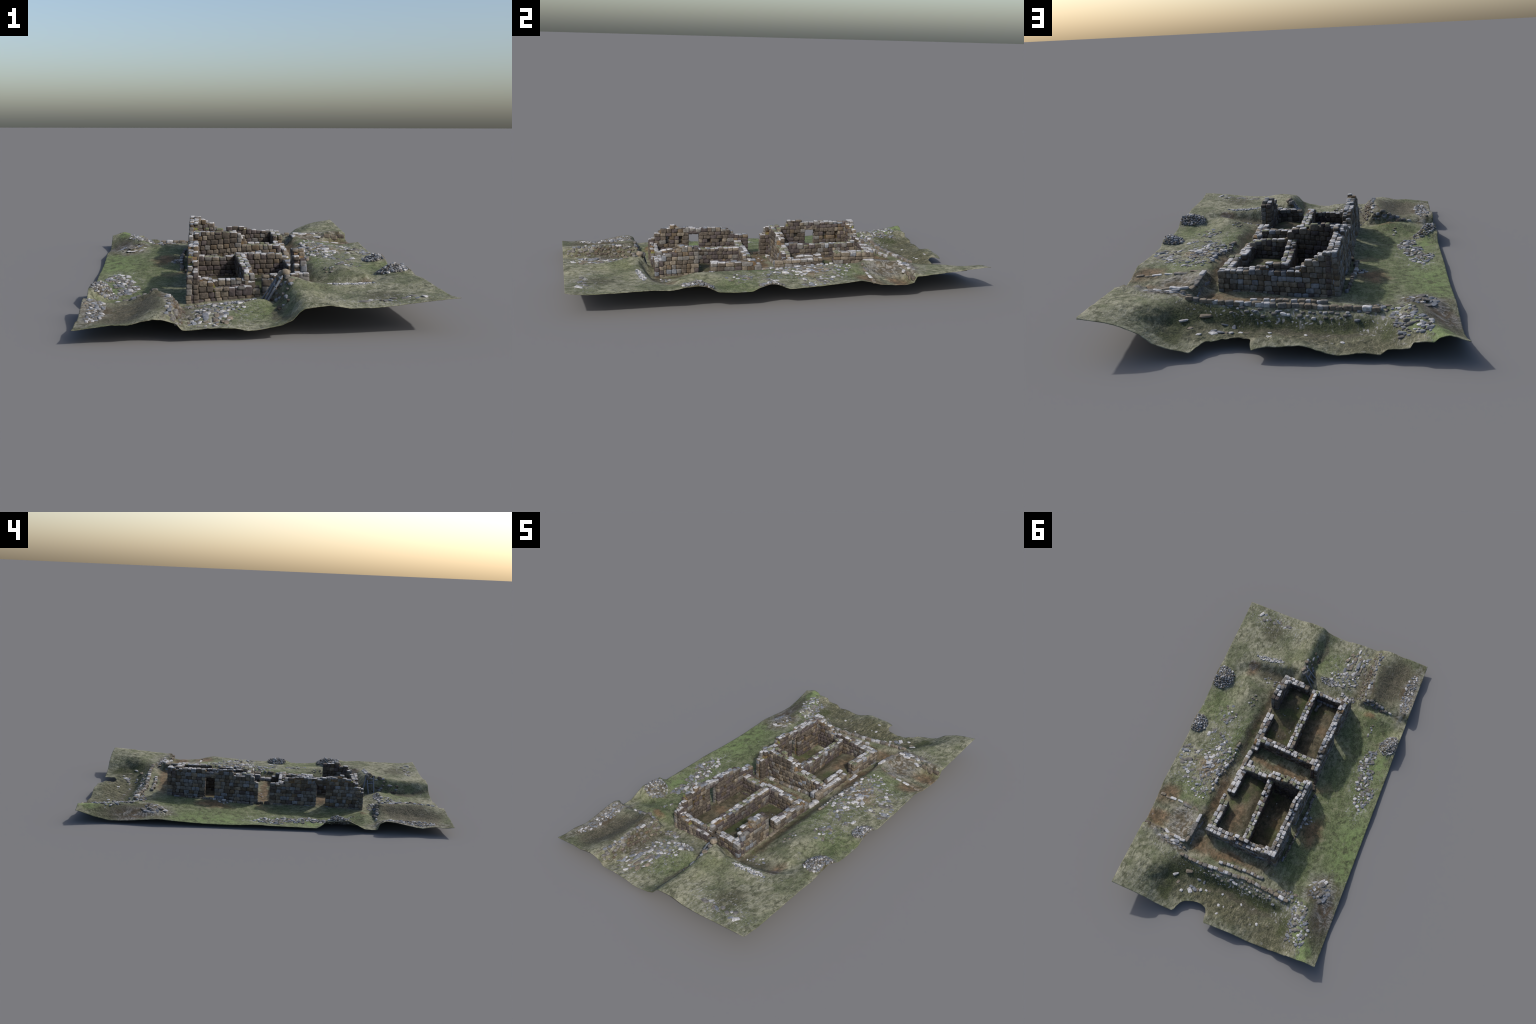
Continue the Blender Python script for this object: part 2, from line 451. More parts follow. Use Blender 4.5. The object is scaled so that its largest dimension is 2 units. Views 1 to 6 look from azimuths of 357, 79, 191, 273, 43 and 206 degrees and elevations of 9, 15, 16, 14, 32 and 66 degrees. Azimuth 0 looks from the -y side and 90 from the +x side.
    earth_mask = patches([(-.01, .0, .24, .035, 0, .5), (-.31, .26, .06, .08, 0, .6), (.04, .595, .20, .022, 4, .7),
                          (.19, .60, .06, .05, 0, .6), (.235, .30, .04, .14, 0, .6), (.49, .42, .06, .05, -15, .7),
                          (.50, .56, .07, .04, 0, .7), (.10, .38, .06, .11, 0, .6), (-.10, .31, .05, .05, 0, .7),
                          (-.12, -.32, .07, .05, 0, .6), (.43, -.52, .035, .025, 0, .7), (-.33, -.54, .035, .02, 0, .7),
                          (.36, .18, .06, .05, 20, .7)])
    col = N.mix(N.math("MULTIPLY", earth_mask, .85), col, earth)
    # dark floors of the rooms and of the east trench
    floor = N.mix(N.smooth(mid, .35, .65), (.055, .045, .030), (.105, .085, .054))
    floor = N.mix(N.smooth(big, .50, .66), floor, (.060, .072, .028))
    floor_mask = patches([(-.09, .30, .10, .22, 0, .15), (.09, .30, .09, .22, 0, .15), (-.08, -.31, .10, .23, 0, .15),
                          (.10, -.31, .10, .23, 0, .15), (.245, -.30, .022, .26, 0, .5)])
    earth_keep = N.math("MULTIPLY", floor_mask, N.math("SUBTRACT", 1.0, N.math("MULTIPLY", earth_mask, .8)))
    col = N.mix(N.math("MULTIPLY", earth_keep, .9), col, floor)
    # exposed rock, streaked
    rstreak = N.noise(22, 5, N.coords((.7, 3.0, 1), .25), .6, 1.5)
    rock = N.mix(N.smooth(rstreak, .36, .64), (.060, .052, .045), (.300, .285, .265))
    rock = N.mix(N.smooth(blot, .46, .60), rock, (.085, .062, .042))
    rock_mask = patches([(.34, .53, .10, .10, 0, .5), (-.51, .54, .09, .08, 0, .5), (-.45, .58, .05, .05, 0, .6),
                         (-.48, -.78, .045, .20, 4, .5), (-.25, -.80, .014, .18, 0, .6), (.34, .66, .10, .025, -6, .6),
                         (.46, .63, .05, .022, 0, .5), (.555, -.36, .055, .06, 0, .4), (.548, -.045, .04, .05, 0, .4),
                         (-.505, -.41, .05, .06, 0, .4), (.45, -.53, .03, .02, 0, .5), (-.56, .62, .05, .10, 0, .6)])
    col = N.mix(N.math("MULTIPLY", rock_mask, .8), col, rock)
    # pale stone showing through the turf in smears
    smear = N.math("MULTIPLY", N.smooth(streak, .53, .66), N.smooth(mid, .46, .60))
    smear_mask = patches([(-.08, -.78, .11, .20, -8, .5), (.37, .12, .11, .17, 0, .5), (.41, -.10, .10, .10, 0, .5),
                          (.43, -.86, .16, .07, -4, .6), (.36, -.605, .10, .02, 8, .5), (.42, .28, .12, .09, 0, .5),
                          (-.02, -.65, .08, .03, 0, .5), (-.45, -.10, .06, .20, 12, .6), (-.47, .80, .05, .16, 10, .5),
                          (.05, .715, .34, .03, 0, .5), (-.36, .72, .06, .06, 0, .5)])
    col = N.mix(N.math("MULTIPLY", N.math("MULTIPLY", smear, smear_mask), .8), col, (.33, .32, .33))
    # gravel lying in the grass
    def gravel(scale, keep):
        v = N.new("ShaderNodeTexVoronoi")
        v.inputs["Scale"].default_value = scale
        N.link(warped, v.inputs["Vector"])
        sep = N.new("ShaderNodeSeparateColor")
        N.link(v.outputs["Color"], sep.inputs[0])
        near = N.math("SUBTRACT", 1.0, N.smooth(v.outputs["Distance"], .22, .42))
        return N.math("MULTIPLY", near, N.smooth(sep.outputs[0], keep, keep + .05)), sep.outputs[1]
    g1, shade = gravel(85, .55)
    grey = N.mix(shade, (.150, .150, .160), (.40, .395, .40))
    col = N.mix(N.math("MULTIPLY", N.math("MULTIPLY", g1, smear_mask), .9), col, grey)
    g2, shade2 = gravel(60, .95)
    col = N.mix(N.math("MULTIPLY", N.math("MULTIPLY", g2, N.smooth(big, .40, .55)), .7), col, N.mix(shade2, (.17, .17, .17), (.34, .34, .34)))
    # uneven growth: dark tussocks with their shadows painted in, bleached tips
    tuss = N.noise(48, 6, N.coords((1.0, .7, 1), .3), .68, .8)
    col = N.mix(N.math("MULTIPLY", N.smooth(tuss, .49, .64), .66), col, N.mix(big, (.030, .034, .018), (.055, .055, .034)))
    col = N.mix(N.math("MULTIPLY", N.math("SUBTRACT", 1.0, N.smooth(tuss, .30, .42)), .35), col, (.26, .255, .19))
    # grain
    grain = N.math("ADD", .48, N.math("MULTIPLY", blades, .80))
    hsv = N.new("ShaderNodeHueSaturation")
    N.link(grain, hsv.inputs["Value"])
    N.link(col, hsv.inputs["Color"])
    N.colour(hsv.outputs[0])
    N.bump(N.math("ADD", fine, N.math("MULTIPLY", mid, .6)), .55, .004)
    return N.mat


def stone_material(name, dark, light, stain=None, amount=.35, spread=.35):
    N = Nodes(name, .88)
    geo = N.new("ShaderNodeNewGeometry")
    info = N.new("ShaderNodeObjectInfo")
    r = N.math("FRACT", N.math("ADD", geo.outputs["Random Per Island"], info.outputs["Random"]))
    off = N.new("ShaderNodeCombineXYZ")
    N.link(N.math("MULTIPLY", r, 40), off.inputs[0])
    N.link(N.math("MULTIPLY", r, 17), off.inputs[2])
    add = N.new("ShaderNodeVectorMath", operation="ADD")
    N.link(geo.outputs["Position"], add.inputs[0])
    N.link(off.outputs[0], add.inputs[1])
    vec = add.outputs[0]
    n1 = N.noise(75, 4, vec)
    n2 = N.noise(190, 3, vec)
    col = N.mix(N.smooth(n1, .30, .70), dark, light)
    if stain:
        col = N.mix(N.math("MULTIPLY", N.smooth(n2, .50, .72), amount), col, stain)
    hsv = N.new("ShaderNodeHueSaturation")
    N.link(N.math("ADD", 1 - spread * .5, N.math("MULTIPLY", r, spread)), hsv.inputs["Value"])
    N.link(col, hsv.inputs["Color"])
    N.colour(hsv.outputs[0])
    N.bump(N.math("ADD", n2, n1), .5, .0018)
    return N.mat


def core_material():
    N = Nodes("earth_mortar", .97)
    n1 = N.noise(28, 4)
    n2 = N.noise(120, 3)
    col = N.mix(N.smooth(n2, .3, .7), (.080, .056, .034), (.190, .125, .070))
    col = N.mix(N.smooth(n1, .50, .64), col, (.130, .140, .040))
    N.colour(col)
    N.bump(n2, .6, .003)
    return N.mat


def timber_material():
    N = Nodes("weathered_timber", .85)
    g = N.noise(40, 4, N.coords((4, 4, .5)))
    N.colour(N.mix(N.smooth(g, .3, .7), (.085, .10, .125), (.22, .24, .27)))
    return N.mat


MAT_GROUND = [ground_material(c) for c in GROUND_CELLS]
MAT_CORE = core_material()
MAT_TIMBER = timber_material()
STONE = {
    "tan": stone_material("tan_sandstone", (.098, .082, .062), (.190, .162, .126), (.23, .21, .185)),
    "brown": stone_material("brown_stone", (.046, .038, .031), (.098, .082, .066), (.130, .112, .090)),
    "purple": stone_material("purple_brown_stone", (.044, .036, .035), (.090, .074, .071), (.122, .115, .116)),
    "grey": stone_material("grey_stone", (.084, .080, .075), (.165, .158, .148), (.120, .102, .078)),
    "blue": stone_material("blue_grey_stone", (.098, .106, .121), (.195, .207, .230), (.12, .112, .10)),
    "rust": stone_material("rust_stained_stone", (.066, .050, .034), (.126, .096, .064), (.12, .108, .095)),
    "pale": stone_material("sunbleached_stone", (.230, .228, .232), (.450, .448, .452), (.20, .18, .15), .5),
    "moss": stone_material("mossy_stone", (.078, .085, .044), (.225, .222, .170), (.10, .125, .042), .8),
}
STONE_KEYS = list(STONE)
STONE_MATS = [STONE[k] for k in STONE_KEYS]

# --------------------------------------------------------------------------
# 3. STONE SHAPES (shared meshes)
# --------------------------------------------------------------------------


def cube_sphere(n, squareness, seed, bumps, freq=1.3):
    """unit stone in [-.5,.5]^3: a cube rounded toward a super-ellipsoid, then roughened"""
    vs, index, faces = [], {}, []

    def vid(p):
        k = tuple(round(c * n) for c in p)
        if k not in index:
            index[k] = len(vs)
            vs.append(p)
        return index[k]
    for ax in range(3):
        for sgn in (-1, 1):
            for i in range(n):
                for j in range(n):
                    quad = []
                    for di, dj in ((0, 0), (1, 0), (1, 1), (0, 1)):
                        p = [0, 0, 0]
                        p[ax] = sgn
                        p[(ax + 1) % 3] = -1 + 2 * (i + di) / n
                        p[(ax + 2) % 3] = -1 + 2 * (j + dj) / n
                        quad.append(vid(tuple(p)))
                    faces.append(quad if sgn > 0 else quad[::-1])
    co = np.array(vs, float)
    r = (np.abs(co) ** squareness).sum(1) ** (1 / squareness)
    co = co / r[:, None]
    for i, p in enumerate(co):
        h = mnoise.noise(Vector(p) * freq + Vector((seed * 3.7, seed * 1.3, seed * 5.1)))
        h2 = mnoise.noise(Vector(p) * freq * 2.3 + Vector((seed * 1.7, seed * 2.3, 9.1)))
        co[i] = p * (1 + bumps * h + bumps * .5 * h2)
    return co * .5, np.array(faces)


BLOCKS = [cube_sphere(5, 7.0, i, .09) for i in range(10)]       # dressed wall blocks
LUMPS = [cube_sphere(5, 3.0, 20 + i, .24, 1.1) for i in range(8)]   # loose stones

SHARED = {}


def shared_mesh(kind, variant, matkey, label):
    key = (kind, variant, matkey)
    if key not in SHARED:
        co, fa = (BLOCKS if kind == "block" else LUMPS)[variant]
        me = mesh_from_arrays(label, co, fa)
        me.materials.append(STONE[matkey])
        SHARED[key] = me
    return SHARED[key]


class Stones:
    """collects stones of one part; the largest become objects, the rest one joined mesh"""

    def __init__(self, parent, kind, name, rest_name):
        self.parent, self.kind, self.name, self.rest_name = parent, kind, name, rest_name
        self.items = []

    def add(self, loc, size, rot, mat):
        v = rng.randrange(len(BLOCKS if self.kind == "block" else LUMPS))
        self.items.append((loc, size, rot, mat, v))


ALL_STONES = []


def finish_stones(limit):
    """limit: number of single objects per kind"""
    chosen = set()
    for kind, lim in limit.items():
        cand = [(it[1][0] * it[1][2] + it[1][0] * it[1][1], gi, ii) for gi, g in enumerate(ALL_STONES)
                if g.name == kind for ii, it in enumerate(g.items)]
        cand.sort(reverse=True)
        chosen |= {(gi, ii) for _, gi, ii in cand[:lim]}
    for gi, g in enumerate(ALL_STONES):
        cos, fas, mis, n = [], [], [], 0
        for ii, (loc, size, rot, mat, v) in enumerate(g.items):
            if (gi, ii) in chosen:
                ob = bpy.data.objects.new(g.name, shared_mesh(g.kind, v, mat, g.name))
                bpy.context.collection.objects.link(ob)
                ob.parent = g.parent
                ob.location, ob.rotation_euler, ob.scale = loc, rot, size
                continue
            co, fa = (BLOCKS if g.kind == "block" else LUMPS)[v]
            R = np.array(Euler(rot).to_matrix())
            cos.append((co * np.array(size)) @ R.T + np.array(loc))
            fas.append(fa + n)
            mis.append(np.full(len(fa), STONE_KEYS.index(mat)))
            n += len(co)
        if cos:
            me = mesh_from_arrays(g.rest_name, np.concatenate(cos), np.concatenate(fas), np.concatenate(mis))
            for m in STONE_MATS:
                me.materials.append(m)
            ob = bpy.data.objects.new(g.rest_name, me)
            bpy.context.collection.objects.link(ob)
            ob.parent = g.parent
            ob["kind"] = "stuff"


def new_object(name, me, parent=None):
    ob = bpy.data.objects.new(name, me)
    bpy.context.collection.objects.link(ob)
    ob.parent = parent
    return ob


# --------------------------------------------------------------------------
# 4. BUILD
# --------------------------------------------------------------------------
root = new_object("ruined_stone_house", None)
root["label"] = "roofless dry-stone house ruin on a rough grassy hillside patch"
root["category"] = "stone ruin"

gco, gfa = build_ground()
_c = gco[gfa].mean(1)
_cell = np.zeros(len(gfa), int)
for _i, (_x0, _x1, _y0, _y1) in enumerate(GROUND_CELLS):
    _cell[(_c[:, 0] >= _x0) & (_c[:, 0] < _x1) & (_c[:, 1] >= _y0) & (_c[:, 1] < _y1)] = _i
gme = mesh_from_arrays("ground", gco, gfa, _cell)
for _m in MAT_GROUND:
    gme.materials.append(_m)
ground = new_object("ground", gme, root)

INSIDE = [("purple", 36), ("brown", 44), ("tan", 8), ("rust", 6), ("grey", 6)]  # darker stones; some baked shade is kept in this mix
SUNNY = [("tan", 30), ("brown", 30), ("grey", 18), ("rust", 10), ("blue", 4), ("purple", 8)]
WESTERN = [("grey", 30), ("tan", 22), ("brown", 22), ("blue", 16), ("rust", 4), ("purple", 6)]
CAPS = [("pale", 64), ("grey", 12), ("blue", 16), ("tan", 8)]
MOSSY_CAPS = [("pale", 48), ("moss", 32), ("grey", 6), ("blue", 10), ("tan", 4)]
LOOSE = [("pale", 26), ("grey", 36), ("blue", 28), ("tan", 10)]
HEAP = [("grey", 36), ("blue", 38), ("pale", 20), ("brown", 6)]


def pick(table):
    t = rng.uniform(0, sum(w for _, w in table))
    for k, w in table:
        t -= w
        if t <= 0:
            return k
    return table[-1][0]


def wall(p0, p1, thick, axis, right_top, left_top, doors=(), niches=(), right_mix=SUNNY, left_mix=INSIDE,
         caps=CAPS, course=.0195, length=(.017, .034), lean=0.0, spread=0.0, base=None):
    """A double-faced wall.  p0->p1 is the centre line in plan; right_top / left_top are the top
    profiles of the two faces as (world coordinate along 'axis', z).  doors: (from, to, sill, head).
    niches: (centre, half width, z low, z high) recesses in the left face."""
    cap = .004                                   # the profiles include the added cap slabs
    right_top = [(a, z - cap) for a, z in right_top]
    left_top = [(a, z - cap) for a, z in left_top]
    p0, p1 = np.array(p0), np.array(p1)
    L = float(np.linalg.norm(p1 - p0))
    d = (p1 - p0) / L
    nrm = np.array((d[1], -d[0]))               # right-hand side
    yaw = math.atan2(d[1], d[0])

    def s_of(c):
        return (c - p0[axis]) / d[axis]

    def c_of(s):
        return p0[axis] + s * d[axis]

    prof = {+1: right_top, -1: left_top}
    ss = np.linspace(0, L, 9)
    gl = ground_z(p0[0] + d[0] * ss, p0[1] + d[1] * ss)
    b0, b1 = (gl[:3].mean() - .014, gl[-3:].mean() - .014) if base is None else base
    doors_s = [tuple(sorted((s_of(a), s_of(b)))) + (lo, hi) for a, b, lo, hi in doors]
    niches_s = [(s_of(c), w, lo, hi) for c, w, lo, hi in niches]

    # --- earth core
    cuts = sorted(set(np.linspace(0.006, L - .006, max(4, int(L / .008))))
                  | {c + e for a, b, _, _ in doors_s for c in (a, b) for e in (-.004, -.0035)}
                  | {c + e for a, b, _, _ in doors_s for c in (a, b) for e in (.0035, .004)}
                  | {c + sg * (w + e) for c, w, _, _ in niches_s for sg in (-1, 1) for e in (.0005, .001)})
    co, fa = [], []
    for s in cuts:
        zb = b0 + (b1 - b0) * s / L - .01
        tr = lerp_profile(right_top, c_of(s))
        tl = lerp_profile(left_top, c_of(s))
        zt = min(tr, tl) - .0055 + .003 * mnoise.noise((s * 60, p0[0] * 9, p0[1] * 9))
        for a, b, lo, hi in doors_s:
            if a - .0037 < s < b + .0037:
                zb = hi + .006
        zt = max(zt, zb + .002)
        hr = hl = thick * .37
        for c, w, lo, hi in niches_s:
            if abs(s - c) < w + .0007:
                hl = thick * -.12
        c2 = p0 + d * s
        shift = nrm * lean * 0
        for off, z in ((hr, zb), (hr, zt), (-hl, zt), (-hl, zb)):
            q = c2 + nrm * off + shift
            co.append((q[0], q[1], z))
    for i in range(len(cuts) - 1):
        a, b = i * 4, i * 4 + 4
        for k in range(4):
            fa.append((a + k, a + (k + 1) % 4, b + (k + 1) % 4, b + k))
    m = (len(cuts) - 1) * 4
    fa += [(3, 2, 1, 0), (m, m + 1, m + 2, m + 3)]
    me = mesh_from_arrays("wall", np.array(co), np.array(fa), smooth=False)
    me.materials.append(MAT_CORE)
    ob = new_object("wall", me, root)
    st = Stones(ob, "block", "stone_block", "stone_courses")
    ALL_STONES.append(st)

    # --- courses of blocks on both faces
    wy = thick * .46
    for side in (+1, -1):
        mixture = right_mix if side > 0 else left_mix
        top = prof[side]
        tmax = max(z for _, z in top)
        z_rel = 0.0
        k = 0
        while min(b0, b1) + z_rel < tmax:
            h = course * rng.uniform(.86, 1.16)
            # free spans of this course
            zc_mid = (b0 + b1) / 2 + z_rel + h / 2
            spans = [(0.0, L)]
            holes = [(a, b) for a, b, lo, hi in doors_s if b0 + (b1 - b0) * a / L + z_rel + h * .5 < hi]
            if side < 0:
                holes += [(c - w, c + w) for c, w, lo, hi in niches_s
                          if lo < b0 + (b1 - b0) * c / L + z_rel + h * .5 < hi]
            for a, b in holes:
                nxt = []
                for x, y in spans:
                    if b <= x or a >= y:
                        nxt.append((x, y))
                    else:
                        if a - x > .004:
                            nxt.append((x, a))
                        if y - b > .004:
                            nxt.append((b, y))
                spans = nxt
            for x, y in spans:
                s = x
                while s < y - 1e-6:
                    ln = rng.uniform(*length)
                    if y - (s + ln) < length[0] * .7:
                        ln = y - s
                    sc = s + ln / 2
                    zb = b0 + (b1 - b0) * sc / L + z_rel
                    zt = lerp_profile(top, c_of(sc))
                    hh = h
                    if zb + h * .42 > zt:
                        s += ln
                        continue
                    is_top = zb + h * 1.45 > zt
                    if is_top:
                        hh = min(max(zt - zb, h * .5), h * 1.4)
                    # keep the sill of a door clear
                    mat = pick(mixture)
                    if is_top and rng.random() < .25:
                        mat = pick([("grey", 5), ("tan", 4), ("blue", 2)])
                    out = thick / 2 - wy / 2 + rng.uniform(-.0012, .0012) + (rng.uniform(-.002, .002) if is_top else 0)
                    hgt = zb + hh / 2 - b0
                    c2 = p0 + d * sc + nrm * side * (out + (spread - lean * hgt if side > 0 else 0))
                    st.add((c2[0], c2[1], zb + hh / 2),
                           (ln * rng.uniform(.97, 1.03), wy * rng.uniform(1.0, 1.12), hh * rng.uniform(.98, 1.06)),
                           (rng.gauss(0, .02), rng.gauss(0, .025), yaw + rng.gauss(0, .025)), mat)
                    if is_top and rng.random() < .92:     # added thin slab: bleached, and pale to imitate the lit top face
                        c3 = c2 - nrm * side * rng.uniform(0, .002)
                        st.add((c3[0], c3[1], zb + hh - .0024), (ln * rng.uniform(.84, .98), wy * rng.uniform(.88, 1.04), rng.uniform(.006, .009)),
                               (rng.gauss(0, .05), rng.gauss(0, .05), yaw + rng.gauss(0, .06)), pick(caps))
                    s += ln
            z_rel += h
            k += 1
        # lintels
        for a, b, lo, hi in doors_s:
            c2 = p0 + d * ((a + b) / 2) + nrm * side * (thick / 2 - wy / 2)
            st.add((c2[0], c2[1], hi + .008), (b - a + .022, wy * 1.08, .019), (0, rng.gauss(0, .01), yaw), pick(mixture))
    # stones sitting loose in the wall head
    for _ in range(int(L / .03)):
        s = rng.uniform(.01, L - .01)
        c = c_of(s)
        if any(a - .01 < s < b + .01 for a, b, _, _ in doors_s):
            continue
        c2 = p0 + d * s + nrm * rng.uniform(-.25, .25) * thick
        z = min(lerp_profile(right_top, c), lerp_profile(left_top, c))
        q = rng.uniform(.007, .013)
        st.add((c2[0], c2[1], z - .004), (q * 1.3, q, q * .8), (rng.uniform(-.2, .2), rng.uniform(-.2, .2), rng.uniform(0, 3)),
               pick(caps))
    return ob


NW_OUT = [(.53, .208), (.495, .207), (.49, .196), (.48, .200), (.345, .207), (.318, .203), (.31, .188), (.276, .194),
          (.271, .186), (.24, .207), (.178, .210), (.167, .190), (.162, .177), (.10, .177), (.094, .190), (.065, .190),
          (.057, .144), (.03, .143)]
NW_IN = [(.53, .200), (.517, .206), (.489, .209), (.47, .204), (.24, .205), (.232, .217), (.17, .217), (.168, .204),
         (.145, .184), (.12, .178), (.066, .186), (.057, .144), (.03, .140)]
SW_OUT = [(-.038, .149), (-.08, .141), (-.114, .148), (-.12, .163), (-.157, .181), (-.171, .186), (-.293, .185),
          (-.299, .173), (-.322, .188), (-.40, .195), (-.404, .207), (-.428, .207), (-.434, .195), (-.459, .187),
          (-.489, .183), (-.494, .171), (-.508, .144), (-.528, .140), (-.534, .125), (-.55, .117)]
SW_IN = [(-.038, .143), (-.119, .150), (-.135, .158), (-.141, .174), (-.165, .176), (-.17, .190), (-.291, .189),
         (-.302, .177), (-.32, .177), (-.328, .192), (-.406, .194), (-.409, .206), (-.434, .207), (-.44, .190),
         (-.463, .187), (-.486, .188), (-.502, .172), (-.517, .143), (-.533, .140), (-.55, .118)]
N_OUT = [(.20, .134), (.169, .141), (.127, .141), (.098, .137), (.095, .144), (.057, .144), (.054, .154), (.022, .154),
         (.016, .138), (-.051, .139), (-.086, .137), (-.088, .156), (-.111, .158), (-.116, .177), (-.143, .178),
         (-.146, .194), (-.175, .196), (-.177, .207), (-.225, .208)]
N_IN = [(.20, .138), (.10, .142), (.05, .150), (.025, .161), (-.045, .160), (-.06, .140), (-.088, .150), (-.116, .170),
        (-.146, .190), (-.18, .203), (-.225, .205)]
CN_S = [(-.21, .188), (-.168, .191), (-.025, .188), (-.003, .183), (.007, .176), (.010, .157), (.015, .152), (.02, .136),
        (.129, .134), (.164, .130), (.19, .110)]
CN_N = [(-.21, .186), (-.144, .188), (-.136, .203), (-.086, .203), (-.065, .196), (-.059, .186), (-.002, .182),
        (.014, .167), (.026, .157), (.033, .142), (.124, .139), (.162, .127), (.19, .110)]
CS = [(-.19, .125), (-.144, .117), (-.095, .114), (-.065, .114), (-.016, .120), (-.007, .127), (.156, .126), (.162, .113), (.2, .104)]
PART_N = [(.11, .142), (.205, .137), (.209, .116), (.226, .116), (.236, .133), (.464, .131), (.47, .142), (.50, .145)]
PART_S = [(-.11, .128), (-.24, .126), (-.46, .124), (-.50, .125), (-.53, .104)]
SOUTH_OUT = [(-.20, .118), (-.142, .118), (-.137, .104), (-.132, .097), (-.098, .097), (-.095, .077), (-.046, .076), (-.01, .080),
             (.019, .082), (.038, .073), (.06, .060)]
SOUTH_IN = [(-.20, .118), (-.14, .110), (-.10, .098), (-.09, .104), (.0, .105), (.02, .100), (.06, .068)]
SE_S = [(.06, .097), (.07, .102), (.10, .104), (.119, .118), (.164, .122), (.225, .124)]
SE_N = [(.06, .112), (.12, .122), (.164, .118), (.225, .124)]
TOWER_OUT = [(-.54, .127), (-.51, .119), (-.505, .145), (-.475, .157), (-.449, .161), (-.444, .173), (-.427, .183), (-.425, .197),
             (-.399, .194), (-.394, .180), (-.377, .184), (-.373, .191), (-.366, .183), (-.33, .175)]
TOWER_IN = [(-.54, .122), (-.50, .124), (-.485, .148), (-.47, .172), (-.455, .182), (-.44, .170), (-.425, .186), (-.41, .197), (-.395, .186),
            (-.36, .185), (-.33, .180)]
EAST_S = [(-.28, .103), (-.247, .107), (-.101, .103), (-.091, .113), (-.061, .109), (-.052, .090), (-.03, .087)]
EAST_N = [(.035, .088), (.046, .106), (.129, .108), (.22, .108), (.235, .114), (.272, .115)]
EAST_N_IN = [(.035, .085), (.06, .100), (.12, .112), (.15, .122), (.20, .118), (.25, .124), (.272, .114)]
EAST_NE = [(.325, .139), (.42, .137), (.53, .136)]

LONG = (.024, .055)
# outer west wall, two lengths with a doorway each and wall niches inside
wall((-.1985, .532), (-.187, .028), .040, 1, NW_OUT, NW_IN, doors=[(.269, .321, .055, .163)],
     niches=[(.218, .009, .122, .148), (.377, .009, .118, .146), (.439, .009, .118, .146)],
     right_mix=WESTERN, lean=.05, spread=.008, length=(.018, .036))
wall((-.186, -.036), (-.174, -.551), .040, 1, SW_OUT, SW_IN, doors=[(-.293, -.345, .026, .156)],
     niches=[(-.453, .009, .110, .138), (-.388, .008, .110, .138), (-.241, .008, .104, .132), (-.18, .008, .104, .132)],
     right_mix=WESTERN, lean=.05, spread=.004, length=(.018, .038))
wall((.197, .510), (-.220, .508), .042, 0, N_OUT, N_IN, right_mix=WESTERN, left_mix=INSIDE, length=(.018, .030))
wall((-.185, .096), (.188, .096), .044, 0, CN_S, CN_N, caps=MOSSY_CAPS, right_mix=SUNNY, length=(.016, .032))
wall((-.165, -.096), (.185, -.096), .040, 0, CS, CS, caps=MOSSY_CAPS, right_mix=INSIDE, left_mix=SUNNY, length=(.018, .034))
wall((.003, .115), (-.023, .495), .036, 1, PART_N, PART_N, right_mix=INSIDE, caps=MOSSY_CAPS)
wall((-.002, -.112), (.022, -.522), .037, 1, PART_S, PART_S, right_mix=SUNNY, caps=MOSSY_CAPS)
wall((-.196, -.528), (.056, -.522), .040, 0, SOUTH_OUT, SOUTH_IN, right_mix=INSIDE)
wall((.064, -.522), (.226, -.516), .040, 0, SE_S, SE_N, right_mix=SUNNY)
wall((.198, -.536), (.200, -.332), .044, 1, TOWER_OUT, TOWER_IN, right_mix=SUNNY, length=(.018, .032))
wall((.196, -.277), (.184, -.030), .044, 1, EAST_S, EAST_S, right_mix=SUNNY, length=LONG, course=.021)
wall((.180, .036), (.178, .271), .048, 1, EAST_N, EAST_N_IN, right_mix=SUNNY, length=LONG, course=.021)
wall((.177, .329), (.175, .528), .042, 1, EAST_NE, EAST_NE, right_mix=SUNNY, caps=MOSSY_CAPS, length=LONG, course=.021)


# ---- loose stones and low rows -------------------------------------------
def group(name, parent, kind="lump", rest="rubble"):
    g = Stones(parent, kind, name, rest)
    ALL_STONES.append(g)
    return g


def scatter(g, cx, cy, rx, ry, rot, count, size, table=LOOSE, flat=.45, lift=.0, stretch=1.6, align=None):
    """stones strewn over an elliptical patch of ground"""
    cr, sr = math.cos(math.radians(rot)), math.sin(math.radians(rot))
    pts = []
    for _ in range(count * 4):
        if len(pts) >= count:
            break
        a, r = rng.uniform(0, 2 * math.pi), math.sqrt(rng.random())
        ex, ey = rx * r * math.cos(a), ry * r * math.sin(a)
        x, y = cx + ex * cr - ey * sr, cy + ex * sr + ey * cr
        q = size[0] + (size[1] - size[0]) * rng.random() ** 2.2
        if any((x - a2) ** 2 + (y - b2) ** 2 < (.42 * (q + q2)) ** 2 for a2, b2, q2 in pts):
            continue
        pts.append((x, y, q))
    zs = ground_z([p[0] for p in pts], [p[1] for p in pts])
    for (x, y, q), z in zip(pts, zs):
        if not inside_patch(x, y, q * .6):
            continue
        yaw = rng.uniform(0, math.pi) if align is None else math.radians(align) + rng.gauss(0, .25)
        st = rng.uniform(1.0, stretch)
        g.add((x, y, z + q * flat * lift), (q * st, q, q * flat * rng.uniform(.8, 1.25)),
              (rng.gauss(0, .12), rng.gauss(0, .12), yaw), pick(table))


def inside_patch(x, y, margin):
    pts = [CORNER[k] for k in ("sw", "se", "ne", "nw")]
    for (x0, y0), (x1, y1) in zip(pts, pts[1:] + pts[:1]):
        l = math.hypot(x1 - x0, y1 - y0)
        if ((x1 - x0) * (y - y0) - (y1 - y0) * (x - x0)) / l < margin:
            return False
    bite = float(np.interp(x, [a for a, _ in sorted(NOTCH)], [b for _, b in sorted(NOTCH)]))
    return not (bite > 0 and y > edge_point("ne", "nw", 0, x)[1] - bite - margin - .01)


